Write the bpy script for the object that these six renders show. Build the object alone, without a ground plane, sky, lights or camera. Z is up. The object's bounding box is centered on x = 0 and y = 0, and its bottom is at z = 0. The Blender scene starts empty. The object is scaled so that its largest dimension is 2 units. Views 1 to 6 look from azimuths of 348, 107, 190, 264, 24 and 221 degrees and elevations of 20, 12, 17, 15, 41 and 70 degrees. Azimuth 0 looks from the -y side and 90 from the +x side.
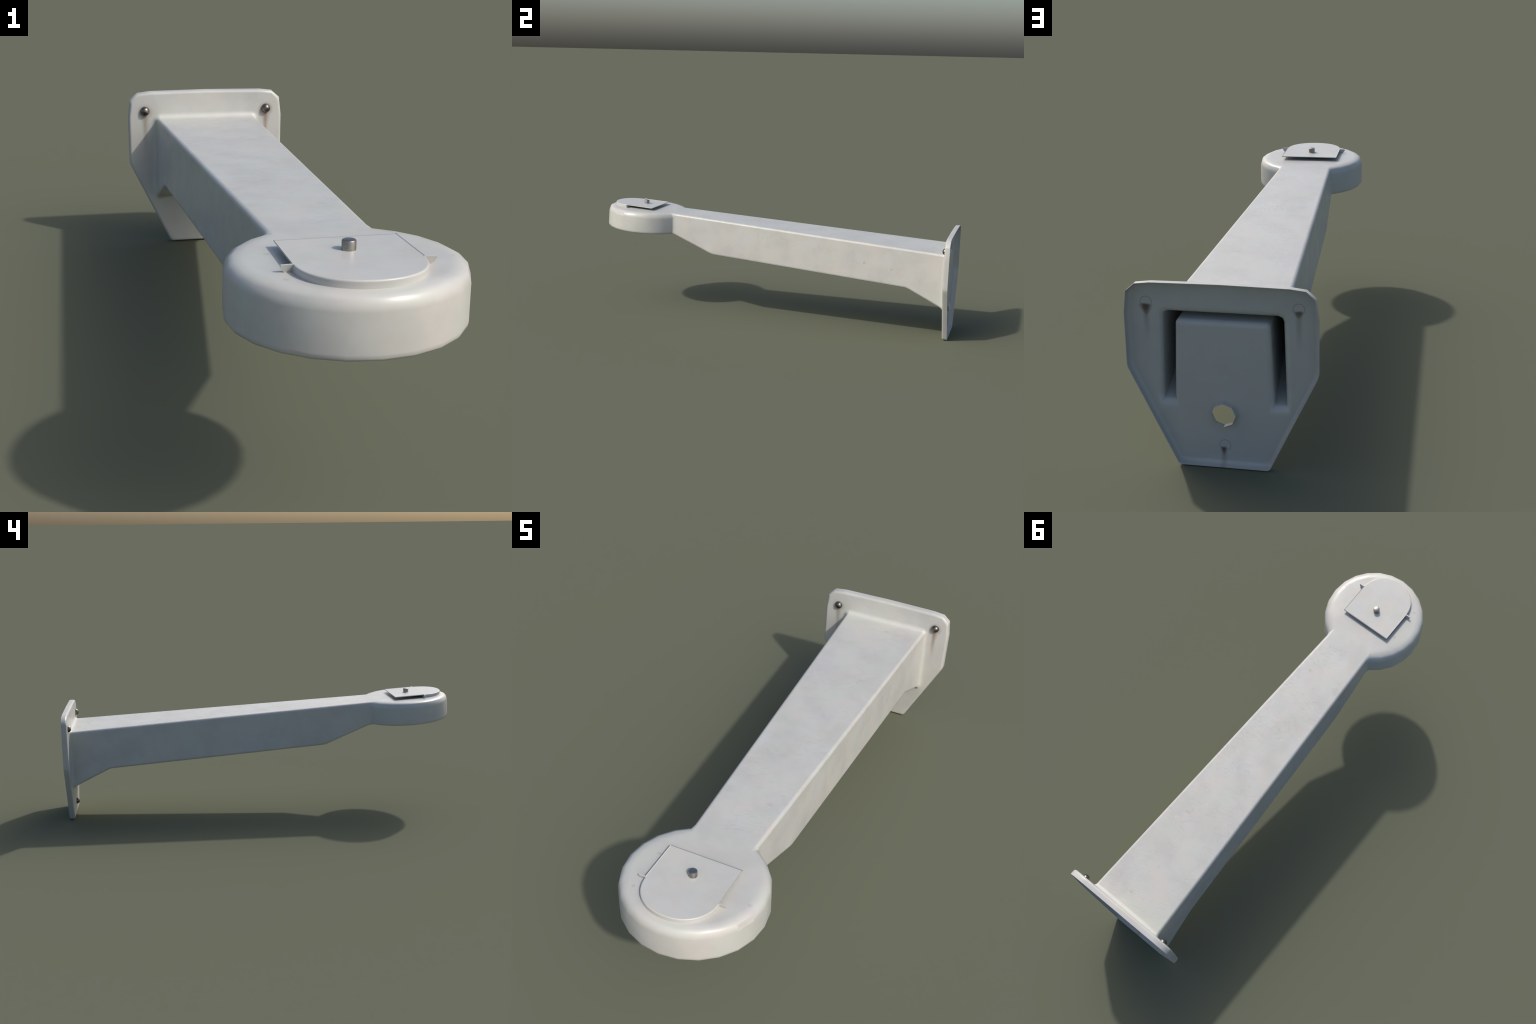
"""Weathered white painted cast wall bracket: a pan-shaped wall plate, a tapering
box arm, a round head with a small D-shaped cover, a steel stud and three bolts."""
import math
import bpy
import bmesh
from mathutils import Vector

# ------------------------------------------------------------------ dimensions
HEAD_Y, HEAD_R = -0.7685, 0.2298       # centre and radius of the round head
SLOPE = -0.0625                        # the arm and the head rise towards -y
TOP0, BOT0 = 0.5284, 0.4110            # top / head underside height at y = 0
FRONT, BACK = 0.9725, 0.9755           # front and back sheet of the wall plate
RIM = 1.0                              # rear edge of the plate's rim
ARM_END = 0.953                        # where the arm starts flaring into the plate
FLARE = FRONT - ARM_END
HOLE_Z, HOLE_R = 0.1625, 0.0375        # cable hole
LIFT, SHEET = 0.0155, 0.0026             # cover: height above the head, thickness
HINGE_Y, REAR_Y, HALF = -0.846, -0.695, 0.121
BOLTS = [(0.219, 0.494), (-0.219, 0.494), (0.0, 0.0608)]


def top_z(y):
    return TOP0 + SLOPE * y


def head_bottom_z(y):
    return BOT0 + SLOPE * y


def arm_half_width(y):
    return 0.1365 + 0.0432 * y


NECK = math.radians(29.4)              # half angle of the neck seen from the head
NECK_Y = HEAD_Y + HEAD_R * math.cos(NECK)
UNDERSIDE = [(NECK_Y, head_bottom_z(NECK_Y)), (-0.328, 0.3480), (0.7785, 0.2725),
             (ARM_END, 0.1885)]


def underside_z(y):
    for (y0, z0), (y1, z1) in zip(UNDERSIDE, UNDERSIDE[1:]):
        if y <= y1:
            return z0 + (z1 - z0) * (y - y0) / (y1 - y0)
    return UNDERSIDE[-1][1]


# ------------------------------------------------------------------ mesh helpers
class Casting:
    """One welded body whose faces carry the name of the part they belong to."""

    def __init__(self):
        self.bm = bmesh.new()
        self.part = self.bm.faces.layers.int.new("part")
        self.flat = self.bm.faces.layers.int.new("flat")

    def v(self, p):
        return self.bm.verts.new(p)

    def face(self, pts, part, flat=0):
        vs = [p if isinstance(p, bmesh.types.BMVert) else self.v(p) for p in pts]
        f = self.bm.faces.new(vs)
        f[self.part] = part
        f[self.flat] = flat
        return f

    def strip(self, a, b, part, closed=False, flat=()):
        n = len(a)
        for i in range(n if closed else n - 1):
            j = (i + 1) % n
            self.face([a[i], a[j], b[j], b[i]], part, 1 if (flat is True or i in flat) else 0)

    def fill(self, loops, part, normal):
        edges = []
        for loop in loops:
            vs = [self.v(p) for p in loop]
            edges += [self.bm.edges.new((vs[i], vs[(i + 1) % len(vs)])) for i in range(len(vs))]
        res = bmesh.ops.triangle_fill(self.bm, use_beauty=True, use_dissolve=False,
                                      edges=edges, normal=normal)
        for g in res["geom"]:
            if isinstance(g, bmesh.types.BMFace):
                g[self.part] = part


def offset_loop(pts, d, closed=True):
    """Move a 2D outline inwards (counter-clockwise outline) by d or by a list of d."""
    n, out = len(pts), []
    for i in range(n):
        p = Vector(pts[i])
        a = Vector(pts[i - 1]) if (closed or i > 0) else None
        b = Vector(pts[(i + 1) % n]) if (closed or i < n - 1) else None
        ns = []
        if a is not None:
            e = (p - a).normalized()
            ns.append(Vector((-e.y, e.x)))
        if b is not None:
            e = (b - p).normalized()
            ns.append(Vector((-e.y, e.x)))
        if len(ns) == 2:
            m = (ns[0] + ns[1]).normalized()
            m /= max(0.35, m.dot(ns[0]))
        else:
            m = ns[0]
        dd = d[i] if isinstance(d, (list, tuple)) else d
        out.append(tuple(p + m * dd))
    return out


def support(pts, gap, closed=True):
    """Add points close to the corners on the long edges so that shading stays crisp."""
    out, n = [], len(pts)
    for i in range(n if closed else n - 1):
        p, q = Vector(pts[i]), Vector(pts[(i + 1) % n])
        out.append(tuple(p))
        e = q - p
        if e.length > 3.5 * gap:
            out.append(tuple(p + e.normalized() * gap))
            out.append(tuple(q - e.normalized() * gap))
    if not closed:
        out.append(tuple(pts[-1]))
    return out


PLATE, ARM, HEAD = 0, 1, 2
body = Casting()

# ------------------------------------------------------------------ head and arm walls
# rows of the head's profile: (inset, drop below the top plane)
HEAD_ROUND = [(0.039, 0.0), (0.0215, 0.0024), (0.0073, 0.0097), (0.0010, 0.0300)]
ARM_RADIUS = 0.0128
ARM_ROUND = [(ARM_RADIUS * (1 - math.sin(a)), ARM_RADIUS * (1 - math.cos(a)))
             for a in (0.0, math.radians(30), math.radians(60), math.radians(90))]
FOOT = [(0.0, 0.0140), (0.0012, 0.0060), (0.0042, 0.0014), (0.0095, 0.0)]    # bottom edge: inset, height


def head_column(ux, uy, scale=1.0):
    rows = []
    for inset, drop in HEAD_ROUND:
        r = HEAD_R * scale - inset
        x, y = r * ux, HEAD_Y + r * uy
        z = top_z(y) - drop
        rows.append((x, y + 0.0457 * (z - 0.52), z))
    for inset, rise in FOOT:
        r = HEAD_R * scale - inset
        x, y = r * ux, HEAD_Y + r * uy
        z = head_bottom_z(y) + rise
        rows.append((x, y + 0.0457 * (z - 0.52), z))
    return rows


def arm_column(y, side):
    x0 = arm_half_width(y)
    rows = [(side * (x0 - i), y, top_z(y) - d) for i, d in ARM_ROUND]
    zb = underside_z(y)
    rows += [(side * (x0 + 0.0055 - i), y, zb + r) for i, r in FOOT]
    return rows


# 24-sided head: angle 0 points along -y; the neck occupies the rear
angles = [math.radians(15 * k) for k in range(-10, 11)]
head_cols = []
for a in angles:
    head_cols.append(head_column(math.sin(a), -math.cos(a)))
blend = lambda A, B, t: [tuple(Vector(p).lerp(Vector(q), t)) for p, q in zip(A, B)]
# the concave neck corner is eased by a small chamfer between head and arm
ARM_START = NECK_Y + 0.008
EASE = NECK + math.radians(2.0)
neck_p = blend(head_column(math.sin(EASE), math.cos(EASE), 0.998), arm_column(ARM_START, 1), 0.5)
neck_n = blend(head_column(-math.sin(EASE), math.cos(EASE), 0.998), arm_column(ARM_START, -1), 0.5)
head_cols[0] = head_column(-math.sin(EASE), math.cos(EASE), 0.998)
head_cols[-1] = head_column(math.sin(EASE), math.cos(EASE), 0.998)
head_cols.insert(0, neck_n)
head_cols.append(neck_p)

ARM_YS = [ARM_START, ARM_START + 0.02, -0.334, -0.322, 0.771, 0.786, 0.86, 0.905, 0.93, ARM_END - 0.008, ARM_END]
arm_p = [neck_p] + [arm_column(y, 1) for y in ARM_YS]
arm_n = [neck_n] + [arm_column(y, -1) for y in ARM_YS]


def rows_of(cols):
    return [[c[k] for c in cols] for k in range(len(cols[0]))]


hr = rows_of(head_cols)
odd_facet = 15     # one facet of the rounding catches the light differently
for k in range(len(hr) - 1):
    body.strip(hr[k], hr[k + 1], HEAD, flat=(odd_facet,) if k == 2 else ())
for cols in (arm_p, arm_n):
    r = rows_of(cols)
    for k in range(len(r) - 1):
        body.strip(r[k], r[k + 1], ARM)

# top and underside
body.fill([hr[0]], HEAD, (0, 0, 1))
body.fill([[c[0] for c in arm_p] + [c[0] for c in reversed(arm_n)]], ARM, (0, 0, 1))
body.fill([hr[-1]], HEAD, (0, 0, -1))
NOTCH = [-1.0, -0.2701, -0.27, 0.27, 0.2701, 1.0]
NOTCH_Z = 0.2035


def notch_row(pn, pp):
    row = []
    for u in NOTCH:
        q = Vector(pn).lerp(Vector(pp), (u + 1) / 2)
        if abs(u) <= 0.27:
            q.z = max(q.z, NOTCH_Z)
        row.append(tuple(q))
    return row


under = [notch_row(a[-1], b[-1]) for a, b in zip(arm_n, arm_p)]
for a, b in zip(under, under[1:]):
    body.strip(a, b, ARM)

# ------------------------------------------------------------------ flare of the arm into the plate
top_row = [arm_n[-1][0], (-0.08, ARM_END, top_z(ARM_END)), (0.08, ARM_END, top_z(ARM_END)), arm_p[-1][0]]
section = ([arm_p[-1][k] for k in range(0, 8)]
           + [q for q in reversed(under[-1][1:-1])]
           + [arm_n[-1][k] for k in range(7, -1, -1)]
           + top_row[1:-1])
# push the section outwards: ring of rows from the arm side to the plate's front
ring2 = [(p[0], p[2]) for p in section]            # clockwise seen from -y with x right
STEPS = 6


def area2(pts):
    return sum(pts[i - 1][0] * p[1] - p[0] * pts[i - 1][1] for i, p in enumerate(pts)) / 2


def outward(pts, d):
    return offset_loop(pts, -d if area2(pts) > 0 else d)


far2 = outward(ring2, FLARE)
flare_rows = []
for s in range(STEPS + 1):
    t = s / STEPS
    row = []
    for p, q in zip(section, far2):
        x0, z0 = p[0], p[2]
        low = z0 < 0.2 and not (abs(x0) < 0.05)
        notch = z0 < 0.21 and abs(x0) < 0.05
        slope = (-0.485 if z0 < 0.2 else 0.0)
        c = Vector((x0, FRONT, z0 + slope * FLARE))
        e = Vector((q[0], FRONT, q[1] + (0.55 * slope * FLARE)))
        if notch:
            c = Vector((x0, FRONT, z0)); e = Vector((x0, FRONT, z0 - 0.0006))
        a = Vector(p)
        row.append(tuple(a * (1 - t) ** 2 + c * 2 * t * (1 - t) + e * t * t))
    flare_rows.append(row)
for a, b in zip(flare_rows, flare_rows[1:]):
    body.strip(a, b, ARM, closed=True)

# ------------------------------------------------------------------ wall plate
half = [(0.0, 0.5632), (0.1985, 0.5606), (0.243, 0.5553), (0.2695, 0.5322), (0.2775, 0.4685),
        (0.2775, 0.3085), (0.2748, 0.2975), (0.1415, 0.0150), (0.1375, 0.0062), (0.1310, 0.0010), (0.1260, 0.0)]
outline = half + [(-x, z) for x, z in reversed(half[1:])]     # clockwise in x,z
outline = list(reversed(outline))
if area2(outline) < 0:
    outline.reverse()
outline = support(outline, 0.013)


def plate_row(inset, y):
    return [(x, y, z) for x, z in offset_loop(outline, inset)]


front_rows = [plate_row(0.0105, FRONT), plate_row(0.0052, FRONT + 0.0013), plate_row(0.0015, FRONT + 0.0048),
              plate_row(0.0, FRONT + 0.0100), plate_row(0.0, RIM)]
back_rows = [plate_row(0.0, RIM), plate_row(0.0016, RIM), plate_row(0.0018, 0.9880), plate_row(0.0038, 0.9812),
             plate_row(0.0075, 0.9772), plate_row(0.0135, BACK)]
for rows in (front_rows, back_rows):
    for a, b in zip(rows, rows[1:]):
        body.strip(a, b, PLATE, closed=True)


def octagon(r, y, dz=0.0):
    return [(r * math.sin(math.pi / 4 * k), y, HOLE_Z + dz + r * math.cos(math.pi / 4 * k)) for k in range(8)]


oct_front = octagon(HOLE_R, FRONT)
body.fill([front_rows[0], flare_rows[-1], oct_front], PLATE, (0, -1, 0))

# slot behind: the hollow arm with a block standing in it, open to the wall side
arm_in = support([(-0.1805, 0.197), (-0.1745, 0.450), (-0.1700, 0.4605), (-0.1590, 0.4655),
                  (0.1590, 0.4655), (0.1700, 0.4605), (0.1745, 0.450), (0.1805, 0.197)], 0.012, closed=False)
block = support([(0.1475, 0.197), (0.1375, 0.4350), (0.1290, 0.4450),
                 (-0.1290, 0.4450), (-0.1375, 0.4350), (-0.1475, 0.197)], 0.012, closed=False)
slot = arm_in + block
reach = [0.0215] * len(arm_in) + [0.0165] * len(block)
reach[0] = reach[len(arm_in) - 1] = 0.0145
reach[len(arm_in)] = reach[-1] = 0.019
slot_ccw = area2(slot) > 0


def slot_offset(f):
    d = [f * r * (-1 if slot_ccw else 1) for r in reach]
    return offset_loop(slot, d)


slot_rows = []
for s in range(6):
    a = math.pi / 2 * s / 5
    flat2 = slot_offset(1 - math.sin(a))
    row = [[p[0], BACK - r * (1 - math.cos(a)), p[1]] for p, r in zip(flat2, reach)]
    for k in (0, len(arm_in) - 1, len(arm_in), len(row) - 1):     # the lower ends fade out on a long radius
        row[k][2] -= 0.013 * (1 - math.sin(a))
        row[k][1] -= 0.010 * (1 - math.cos(a))
    slot_rows.append([tuple(q) for q in row])
DEEP = 0.78
deep = []
for x, z in slot:
    t = (z - 0.197) / (0.4655 - 0.197)
    deep.append((x * 0.955, DEEP, 0.2770 + t * (0.4760 - 0.2770)))
slot_rows.append(deep)
# the hollow runs on along the arm, well out of sight
deep = [(x * 0.72, -0.25, 0.364 + (z - 0.277) / 0.199 * 0.168) for x, y, z in deep]
slot_rows.append(deep)
for a, b in zip(slot_rows, slot_rows[1:]):
    body.strip(a, b, PLATE, closed=True)
body.fill([deep], PLATE, (0, 1, 0))

oct_base, oct_tip, oct_lip = octagon(HOLE_R + 0.001, BACK), octagon(HOLE_R - 0.0005, 0.9915), octagon(HOLE_R - 0.0015, 0.9915)
body.fill([back_rows[-1], slot_rows[0], oct_base], PLATE, (0, 1, 0))
for a, b in ((oct_base, oct_tip), (oct_tip, oct_lip), (oct_lip, oct_front)):
    body.strip(a, b, PLATE, closed=True, flat=True)

# ------------------------------------------------------------------ finish the casting: weld, orient, normals
bm = body.bm
bmesh.ops.remove_doubles(bm, verts=bm.verts, dist=2e-5)
bmesh.ops.dissolve_degenerate(bm, edges=bm.edges, dist=1e-6)
bmesh.ops.recalc_face_normals(bm, faces=bm.faces)
vol = bm.calc_volume(signed=True)
if vol < 0:
    bmesh.ops.reverse_faces(bm, faces=bm.faces)
for f in bm.faces:
    f.smooth = True
for e in bm.edges:
    flats = [f[body.flat] for f in e.link_faces]
    ang = e.calc_face_angle(0.0) if len(e.link_faces) == 2 else 0.0
    e.smooth = not (ang > math.radians(72) or (any(flats) and (ang > math.radians(20) or len(set(flats)) > 1)))
mesh = bpy.data.meshes.new("casting")
bm.to_mesh(mesh)
bm.free()
tmp = bpy.data.objects.new("casting", mesh)
bpy.context.scene.collection.objects.link(tmp)
wn = tmp.modifiers.new("weighted", "WEIGHTED_NORMAL")
wn.keep_sharp = True
wn.weight = 50
wn.mode = "FACE_AREA"
dg = bpy.context.evaluated_depsgraph_get()
ev = bpy.data.meshes.new_from_object(tmp.evaluated_get(dg))
co = [v.co.copy() for v in ev.vertices]
cn = [c.vector.copy() for c in ev.corner_normals]
part_of = [d.value for d in ev.attributes["part"].data]
polys = [(list(p.vertices), list(p.loop_indices)) for p in ev.polygons]
bpy.data.objects.remove(tmp)
bpy.data.meshes.remove(ev)
bpy.data.meshes.remove(mesh)

def weighted(me, keep=True):
    """Give a mesh area-weighted normals so that flats stay flat and bevels shade round."""
    ob = bpy.data.objects.new("helper", me)
    bpy.context.scene.collection.objects.link(ob)
    w = ob.modifiers.new("weighted", "WEIGHTED_NORMAL")
    w.keep_sharp = keep
    w.weight = 50
    w.mode = "FACE_AREA"
    e = ob.evaluated_get(bpy.context.evaluated_depsgraph_get()).to_mesh()
    normals = [c.vector.copy() for c in e.corner_normals]
    ob.to_mesh_clear()
    bpy.data.objects.remove(ob)
    me.normals_split_custom_set(normals)
    return me


collection = bpy.context.scene.collection
root = bpy.data.objects.new("wall_bracket", None)
root.empty_display_size = 0.2
root["label"] = "weathered white cast wall bracket with round lamp head and bolted plate"
root["category"] = "wall bracket"
collection.objects.link(root)


def add(name, me, mat, parent=root):
    ob = bpy.data.objects.new(name, me)
    ob.parent = parent
    if mat is not None and not me.materials:
        me.materials.append(mat)
    collection.objects.link(ob)
    return ob


# ------------------------------------------------------------------ node helpers
class Nodes:
    def __init__(self, name):
        self.mat = bpy.data.materials.new(name)
        self.mat.use_nodes = True
        self.t = self.mat.node_tree
        self.bsdf = self.t.nodes["Principled BSDF"]
        tc = self.t.nodes.new("ShaderNodeTexCoord")
        self.pos = tc.outputs["Object"]
        sep = self.t.nodes.new("ShaderNodeSeparateXYZ")
        self.link(self.pos, sep.inputs[0])
        self.x, self.y, self.z = sep.outputs

    def link(self, a, b):
        self.t.links.new(a, b)

    def put(self, sock, val):
        if isinstance(val, bpy.types.NodeSocket):
            self.link(val, sock)
        else:
            sock.default_value = val

    def m(self, op, a, b=0.0, c=0.0, clamp=False):
        n = self.t.nodes.new("ShaderNodeMath")
        n.operation = op
        n.use_clamp = clamp
        for i, val in enumerate((a, b, c)):
            self.put(n.inputs[i], val)
        return n.outputs[0]

    def ramp(self, val, lo, hi, a=0.0, b=1.0):
        n = self.t.nodes.new("ShaderNodeMapRange")
        n.interpolation_type = "SMOOTHSTEP"
        self.put(n.inputs["Value"], val)
        for k, v in (("From Min", lo), ("From Max", hi), ("To Min", a), ("To Max", b)):
            self.put(n.inputs[k], v)
        return n.outputs[0]

    def mapping(self, loc=(0, 0, 0), scale=(1, 1, 1)):
        n = self.t.nodes.new("ShaderNodeMapping")
        n.inputs["Location"].default_value = loc
        n.inputs["Scale"].default_value = scale
        self.link(self.pos, n.inputs["Vector"])
        return n.outputs[0]

    def noise(self, scale, detail=3.0, rough=0.55, vec=None, distortion=0.0, col=False):
        n = self.t.nodes.new("ShaderNodeTexNoise")
        n.inputs["Scale"].default_value = scale
        n.inputs["Detail"].default_value = detail
        n.inputs["Roughness"].default_value = rough
        n.inputs["Distortion"].default_value = distortion
        self.link(vec or self.pos, n.inputs["Vector"])
        return n.outputs["Color"] if col else n.outputs[0]

    def mix(self, fac, a, b):
        n = self.t.nodes.new("ShaderNodeMix")
        n.data_type = "RGBA"
        self.put(n.inputs[0], fac)
        self.put(n.inputs[6], a)
        self.put(n.inputs[7], b)
        return n.outputs[2]

    def dist(self, centre, scale=(1, 1, 1)):
        """Distance from a centre, the space stretched by scale."""
        d = None
        for s, c, k in zip((self.x, self.y, self.z), centre, scale):
            q = self.m("MULTIPLY", self.m("SUBTRACT", s, c), k)
            q = self.m("MULTIPLY", q, q)
            d = q if d is None else self.m("ADD", d, q)
        return self.m("SQRT", d)


def painted_metal():
    n = Nodes("white_weathered_paint")
    # soft mottling between faintly warm, green and cool whites
    hue = n.noise(11.0, 3, 0.55)
    hue2 = n.noise(8.0, 3, 0.55, n.mapping((3.1, 7.7, 1.3)))
    value = n.noise(9.0, 4, 0.6, n.mapping((9.3, 2.2, 4.8)))
    col = n.mix(n.ramp(hue, 0.36, 0.62), WARM, GREEN)
    col = n.mix(n.ramp(hue2, 0.42, 0.68), col, COOL)
    col = n.mix(n.ramp(value, 0.40, 0.68, 0.0, 0.32), col, (0.385, 0.378, 0.360, 1))
    cloud = n.noise(4.2, 3, 0.6, n.mapping((5.7, 1.1, 3.9), (1.6, 1.0, 1.6)))
    col = n.mix(n.ramp(cloud, 0.50, 0.68, 0.0, 0.28), col, (0.400, 0.393, 0.378, 1))
    # scattered faint scuffs
    scuff = n.noise(26.0, 4, 0.6, n.mapping((1.0, 5.0, 2.0)), 0.6)
    gate = n.ramp(n.noise(5.5, 2, 0.5, n.mapping((4.0, 0.4, 8.0))), 0.55, 0.66)
    col = n.mix(n.m("MULTIPLY", n.ramp(scuff, 0.60, 0.72, 0.0, 0.22), gate), col, (0.30, 0.30, 0.29, 1))
    # a few single smudges
    wob = n.noise(60.0, 3, 0.6)
    smudges = [((0.072, 0.477, 0.499), 0.016, (0.75, 1.6, 0.5), 0.30), ((0.060, 0.460, 0.499), 0.012, (1.4, 0.6, 0.5), 0.22),
               ((0.062, -0.369, 0.551), 0.013, (0.8, 1.4, 0.5), 0.28), ((0.034, 0.892, 0.473), 0.013, (0.9, 1.4, 0.5), 0.32),
               ((-0.004, 0.2845, 0.511), 0.009, (1, 1, 1), 0.28), ((0.16, 0.547, 0.389), 0.011, (0.5, 1, 1), 0.45),
               ((0.167, 0.694, 0.365), 0.010, (0.5, 0.8, 1.2), 0.45), ((-0.141, -0.884, 0.584), 0.009, (1, 1, 1), 0.40),
               ((-0.141, -0.732, 0.575), 0.010, (1, 1.2, 1), 0.40), ((0.196, -0.801, 0.578), 0.010, (1, 1, 1), 0.40)]
    for c, r, s, k in smudges:
        d = n.m("ADD", n.dist(c, s), n.m("MULTIPLY", n.m("SUBTRACT", wob, 0.5), r * 1.4))
        col = n.mix(n.ramp(d, r * 0.15, r, k, 0.0), col, (0.28, 0.28, 0.26, 1))
    # the hidden wall side gets a slightly darker, greyer tint
    col = n.mix(n.m("MULTIPLY", n.m("GREATER_THAN", n.y, 0.974), 0.5), col, (0.430, 0.425, 0.400, 1))
    # shading along the raised cover's rear edge, painted as a dark line
    lifted = n.m("GREATER_THAN", n.m("ADD", n.z, n.m("MULTIPLY", n.y, -SLOPE)), TOP0 + 0.011)
    edge = n.ramp(n.m("ABSOLUTE", n.m("SUBTRACT", n.y, REAR_Y - 0.0004)), 0.0018, 0.0042, 0.80, 0.0)
    col = n.mix(n.m("MULTIPLY", lifted, edge), col, (0.20, 0.195, 0.185, 1))
    # rust weeping from the bolts: thin on the front, dark on the hidden side
    rear = n.m("GREATER_THAN", n.y, 0.974)
    plate = n.m("GREATER_THAN", n.y, FRONT - 0.0005)
    wave = n.m("MULTIPLY", n.m("SUBTRACT", n.noise(30.0, 2, 0.5, n.mapping((0, 0, 0), (1, 1, 0.25))), 0.5), 0.006)
    front_k = (0.80, 0.60, 0.60)
    rear_k = ((0.92, 0.0200, 0.058, 0.001), (0.85, 0.0150, 0.040, 0.0), (0.88, 0.0110, 0.046, 0.004))
    for (cx, cz), kf, (kr, wr, lr, sh) in zip(BOLTS, front_k, rear_k):
        dx = n.m("ABSOLUTE", n.m("SUBTRACT", n.m("ADD", n.x, wave), cx))
        down = n.m("SUBTRACT", cz, n.z)
        t = n.m("MULTIPLY", n.ramp(down, 0.004, 0.014), n.ramp(down, 0.012, 0.170, 1.0, 0.0))
        w = n.ramp(down, 0.01, 0.07, 0.018, 0.011)
        streak = n.m("MULTIPLY", n.ramp(n.m("DIVIDE", dx, w), -0.15, 1.25, 1.0, 0.0), t)
        halo = n.ramp(n.dist((cx, FRONT, cz - 0.004), (1, 0, 1)), 0.015, 0.032, 0.55, 0.0)
        f = n.m("MULTIPLY", n.m("MAXIMUM", streak, halo), n.m("MULTIPLY", n.m("SUBTRACT", 1.0, rear), plate))
        col = n.mix(n.m("MULTIPLY", f, kf), col, (0.20, 0.108, 0.064, 1))
        # rear: blob at the lower half of the bolt end running to a point, then a faint trail
        dx = n.m("ABSOLUTE", n.m("SUBTRACT", n.m("ADD", n.x, wave), cx + sh))
        wid = n.ramp(n.m("ADD", down, n.m("MULTIPLY", wave, 1.5)), 0.006, lr, wr, 0.002)
        blob = n.m("MULTIPLY", n.ramp(n.m("DIVIDE", dx, wid), 0.25, 1.25, 1.0, 0.0),
                   n.m("MULTIPLY", n.ramp(n.m("ADD", down, n.m("MULTIPLY", wave, 1.2)), 0.002, 0.0105), n.ramp(down, lr * 0.25, lr * 1.15, 1.0, 0.0)))
        trail = n.m("MULTIPLY", n.ramp(dx, 0.001, 0.014, 0.30, 0.0),
                    n.m("MULTIPLY", n.ramp(down, 0.006, 0.02), n.ramp(down, 0.03, 0.14, 1.0, 0.0)))
        ring = n.ramp(n.m("ABSOLUTE", n.m("SUBTRACT", n.dist((cx, BACK, cz), (1, 0, 1)), 0.0165)), 0.0003, 0.0014, 0.50, 0.0)
        r = n.m("MULTIPLY", n.m("MAXIMUM", n.m("MAXIMUM", n.m("MULTIPLY", blob, kr), trail), ring), rear)
        col = n.mix(r, col, (0.072, 0.043, 0.026, 1))
    n.put(n.bsdf.inputs["Base Color"], col)
    n.put(n.bsdf.inputs["Roughness"], n.ramp(n.noise(14.0, 4, 0.6), 0.3, 0.7, 0.30, 0.44))
    n.bsdf.inputs["Specular IOR Level"].default_value = 0.5
    # shallow chipped specks, gathered in patches, over a faint orange-peel
    flake = n.noise(62.0, 5, 0.64, n.mapping((0, 0, 0), (0.8, 1.15, 0.8)), 0.4)
    chips = n.ramp(flake, 0.555, 0.575)
    on_arm = n.m("ADD", n.ramp(n.y, -0.62, -0.45, -0.20, 0.02), n.ramp(n.y, 0.93, 0.96, 0.0, -0.25))
    where = n.ramp(n.m("ADD", n.noise(7.0, 3, 0.6, n.mapping((2.0, 6.0, 1.0))), on_arm), 0.45, 0.56)
    chipped = n.m("MULTIPLY", chips, where)
    rim = n.m("MULTIPLY", n.m("SUBTRACT", 1.0, n.ramp(n.m("ABSOLUTE", n.m("SUBTRACT", flake, 0.565)), 0.0, 0.012)), where)
    n.put(n.bsdf.inputs["Base Color"], n.mix(n.m("MULTIPLY", rim, 0.09), col, (0.30, 0.295, 0.28, 1)))
    h = n.m("MULTIPLY", chipped, -1.0)
    h = n.m("ADD", h, n.m("MULTIPLY", n.noise(22.0, 3, 0.5), 0.5))
    b = n.t.nodes.new("ShaderNodeBump")
    b.inputs["Strength"].default_value = 0.42
    b.inputs["Distance"].default_value = 0.0012
    n.link(h, b.inputs["Height"])
    n.link(b.outputs[0], n.bsdf.inputs["Normal"])
    return n.mat


WARM, GREEN, COOL = (0.500, 0.483, 0.451, 1), (0.477, 0.490, 0.452, 1), (0.484, 0.487, 0.471, 1)


def steel(name, colour, rough):
    n = Nodes(name)
    f = n.noise(120.0, 3, 0.6)
    n.put(n.bsdf.inputs["Base Color"], n.mix(n.ramp(f, 0.35, 0.7), colour, tuple(c * 0.72 for c in colour[:3]) + (1,)))
    n.bsdf.inputs["Metallic"].default_value = 1.0
    n.put(n.bsdf.inputs["Roughness"], n.ramp(f, 0.3, 0.7, rough, rough + 0.1))
    return n.mat


paint = painted_metal()
bolt_steel = steel("dark_bolt_steel", (0.20, 0.187, 0.168, 1), 0.27)
stud_steel = steel("stud_steel", (0.36, 0.335, 0.31, 1), 0.34)

for idx, name in ((PLATE, "wall_plate"), (ARM, "arm"), (HEAD, "head")):
    remap, vs, fs, nrm = {}, [], [], []
    for (pv, pl), k in zip(polys, part_of):
        if k != idx:
            continue
        f = []
        for v, l in zip(pv, pl):
            if v not in remap:
                remap[v] = len(vs)
                vs.append(co[v])
            f.append(remap[v])
            nrm.append(cn[l])
        fs.append(f)
    me = bpy.data.meshes.new(name)
    me.from_pydata(vs, [], fs)
    me.polygons.foreach_set("use_smooth", [True] * len(fs))
    me.normals_split_custom_set(nrm)
    add(name, me, paint)


def mesh_from(bm, name, sharp=40):
    bmesh.ops.remove_doubles(bm, verts=bm.verts, dist=1e-5)
    bmesh.ops.recalc_face_normals(bm, faces=bm.faces)
    me = bpy.data.meshes.new(name)
    bm.to_mesh(me)
    bm.free()
    me.polygons.foreach_set("use_smooth", [True] * len(me.polygons))
    me.set_sharp_from_angle(angle=math.radians(sharp))
    return me


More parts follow.
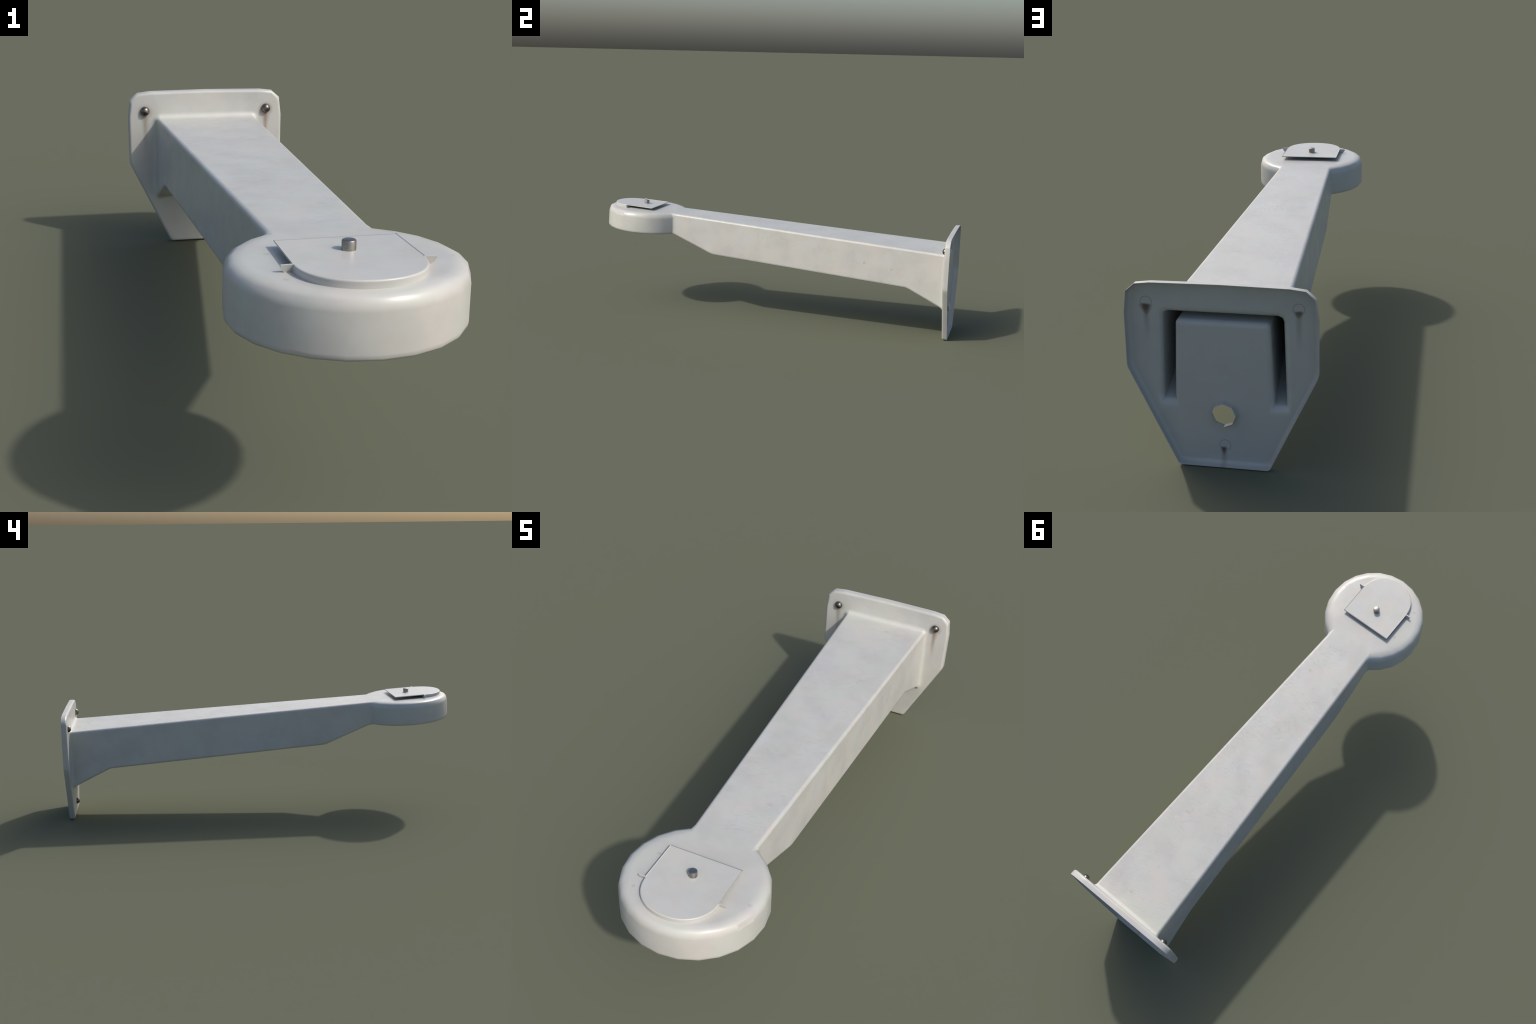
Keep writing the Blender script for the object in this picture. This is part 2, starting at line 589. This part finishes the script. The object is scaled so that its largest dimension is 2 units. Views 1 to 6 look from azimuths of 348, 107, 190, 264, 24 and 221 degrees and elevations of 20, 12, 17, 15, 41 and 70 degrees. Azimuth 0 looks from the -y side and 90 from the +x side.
# ------------------------------------------------------------------ D-shaped cover on the head
arc = []
for k in range(33):
    a = math.pi * k / 32 - math.pi / 2
    s, c = math.sin(a), math.cos(a)
    e = 2 / 2.12
    arc.append((HALF * math.copysign(abs(s) ** e, s), HINGE_Y - 0.1130 * abs(c) ** e))
cv = Casting()


def cover_row(pts, drop):
    return [(x, y, top_z(y) + LIFT - drop) for x, y in pts]


ccw = arc + [(HALF, REAR_Y), (-HALF, REAR_Y)]         # counter-clockwise from above
n_arc = len(arc)


def cover_inset(front, rear):
    d = [front] * n_arc + [rear, rear]
    d[0] = d[n_arc - 1] = rear
    return offset_loop(ccw, d)


ROUND = [(0.0038, 0.0), (0.0022, 0.0004), (0.0010, 0.0012), (0.0003, 0.0025), (0.0, 0.0042)]
c0, c2 = cover_inset(ROUND[0][0], 0.0), cover_inset(0.0, 0.0)
LIP = 0.0020
for row in (c0,):
    for k in (0, n_arc - 1):
        row[k] = (math.copysign(HALF - LIP, row[k][0]), row[k][1])
c0[n_arc], c0[n_arc + 1] = (HALF - LIP, REAR_Y - LIP), (-HALF + LIP, REAR_Y - LIP)
rows = [cover_row(c0[:n_arc], 0)]
for inset, drop in ROUND[1:]:
    row = cover_row(cover_inset(inset, 0.0)[:n_arc], 0)
    rows.append([(x, y, z - (drop if 0 < k < n_arc - 1 else 0)) for k, (x, y, z) in enumerate(row)])
cv.fill([cover_row(c0, 0)], 0, (0, 0, 1))
for a, b in zip(rows, rows[1:]):
    cv.strip(a, b, 0)
RAISE = 0.0013
inner = cover_row(c0, 0)
outer = cover_row([c2[0], c2[n_arc - 1], c2[n_arc], c2[n_arc + 1]], -RAISE)
hinge_n, hinge_p, rear_p, rear_n = outer
base = cover_row([c2[0], c2[n_arc - 1], c2[n_arc], c2[n_arc + 1]], SHEET)
rolled = cover_row([c2[n_arc], c2[n_arc + 1]], 0.0004)
cv.face([inner[n_arc - 1], hinge_p, rear_p, inner[n_arc]], 0)
cv.face([inner[0], hinge_n, rear_n, inner[n_arc + 1]], 0)
cv.face([inner[n_arc], inner[n_arc + 1], rolled[1], rolled[0]], 0)
cv.face([hinge_p, rear_p, base[2], base[1]], 0)
cv.face([hinge_n, rear_n, base[3], base[0]], 0)
cv.face([rolled[0], rolled[1], base[3], base[2]], 0)
cv.face([inner[n_arc], rear_p, rolled[0]], 0)
cv.face([inner[n_arc + 1], rear_n, rolled[1]], 0)
skirt = cover_row(c2[:n_arc], LIFT + 0.006)
cv.strip(rows[-1], skirt, 0)
cv.face([skirt[0], skirt[-1], base[1], base[0]], 0)
cv.face(base, 0)
cv.fill([skirt], 0, (0, 0, -1))
for f in cv.bm.faces:
    f.smooth = True
cover_mesh = weighted(mesh_from(cv.bm, "cover", 30))
cover = add("cover", cover_mesh, paint)

# small ears at both sides where the sheet meets the skirt
EAR = [(0.1180, 0.5972), (0.1425, 0.5965), (0.1432, 0.5920), (0.1405, 0.5865), (0.1365, 0.5825), (0.1330, 0.5760), (0.1180, 0.5760)]
for side in (1, -1):
    eb = Casting()
    fr = [(side * x, HINGE_Y - 0.0036 + 0.30 * (0.5972 - z), z) for x, z in EAR]
    bk = [(side * x, HINGE_Y + 0.0008 + 0.30 * (0.5972 - z), z) for x, z in EAR]
    eb.face(fr, 0)
    eb.face(bk, 0)
    eb.strip(fr, bk, 0, closed=True)
    me = mesh_from(eb.bm, "clip", 30)
    add("clip", me, paint, cover)


# ------------------------------------------------------------------ stud and bolts (turned parts)
def turned(name, profile, n=32, sharp=40):
    b = bmesh.new()
    rings = []
    for r, h in profile:
        if r < 1e-6:
            rings.append([b.verts.new((0, 0, h))])
        else:
            rings.append([b.verts.new((r * math.cos(2 * math.pi * k / n), r * math.sin(2 * math.pi * k / n), h)) for k in range(n)])
    for A, B in zip(rings, rings[1:]):
        for k in range(n):
            q = [A[k % len(A)], A[(k + 1) % len(A)], B[(k + 1) % len(B)], B[k % len(B)]]
            u = []
            for v in q:
                if v not in u:
                    u.append(v)
            b.faces.new(u)
    return mesh_from(b, name, sharp)


stud = add("stud", turned("stud", [(0, -0.006), (0.0136, -0.006), (0.0136, 0.0172), (0.0128, 0.0188), (0.0110, 0.0197), (0, 0.0199)], 32, 34), stud_steel, cover)
stud.location = (0, -0.781, top_z(-0.781) + LIFT)
stud.rotation_euler = (SLOPE, 0, 0)

dome = [(0, -0.001)] + [(0.0165, -0.001), (0.0165, 0.0012)]
for k in range(1, 9):
    a = math.pi / 2 * k / 8
    dome.append((0.0165 * math.cos(a) if k < 8 else 0.0, 0.0012 + 0.0145 * math.sin(a)))
bolt_mesh = turned("bolt", dome, 32, 50)
bolt_mesh.materials.append(bolt_steel)
for cx, cz in BOLTS:
    b = add("bolt", bolt_mesh, None)
    b.location = (cx, FRONT, cz)
    b.rotation_euler = (math.pi / 2, 0, 0)
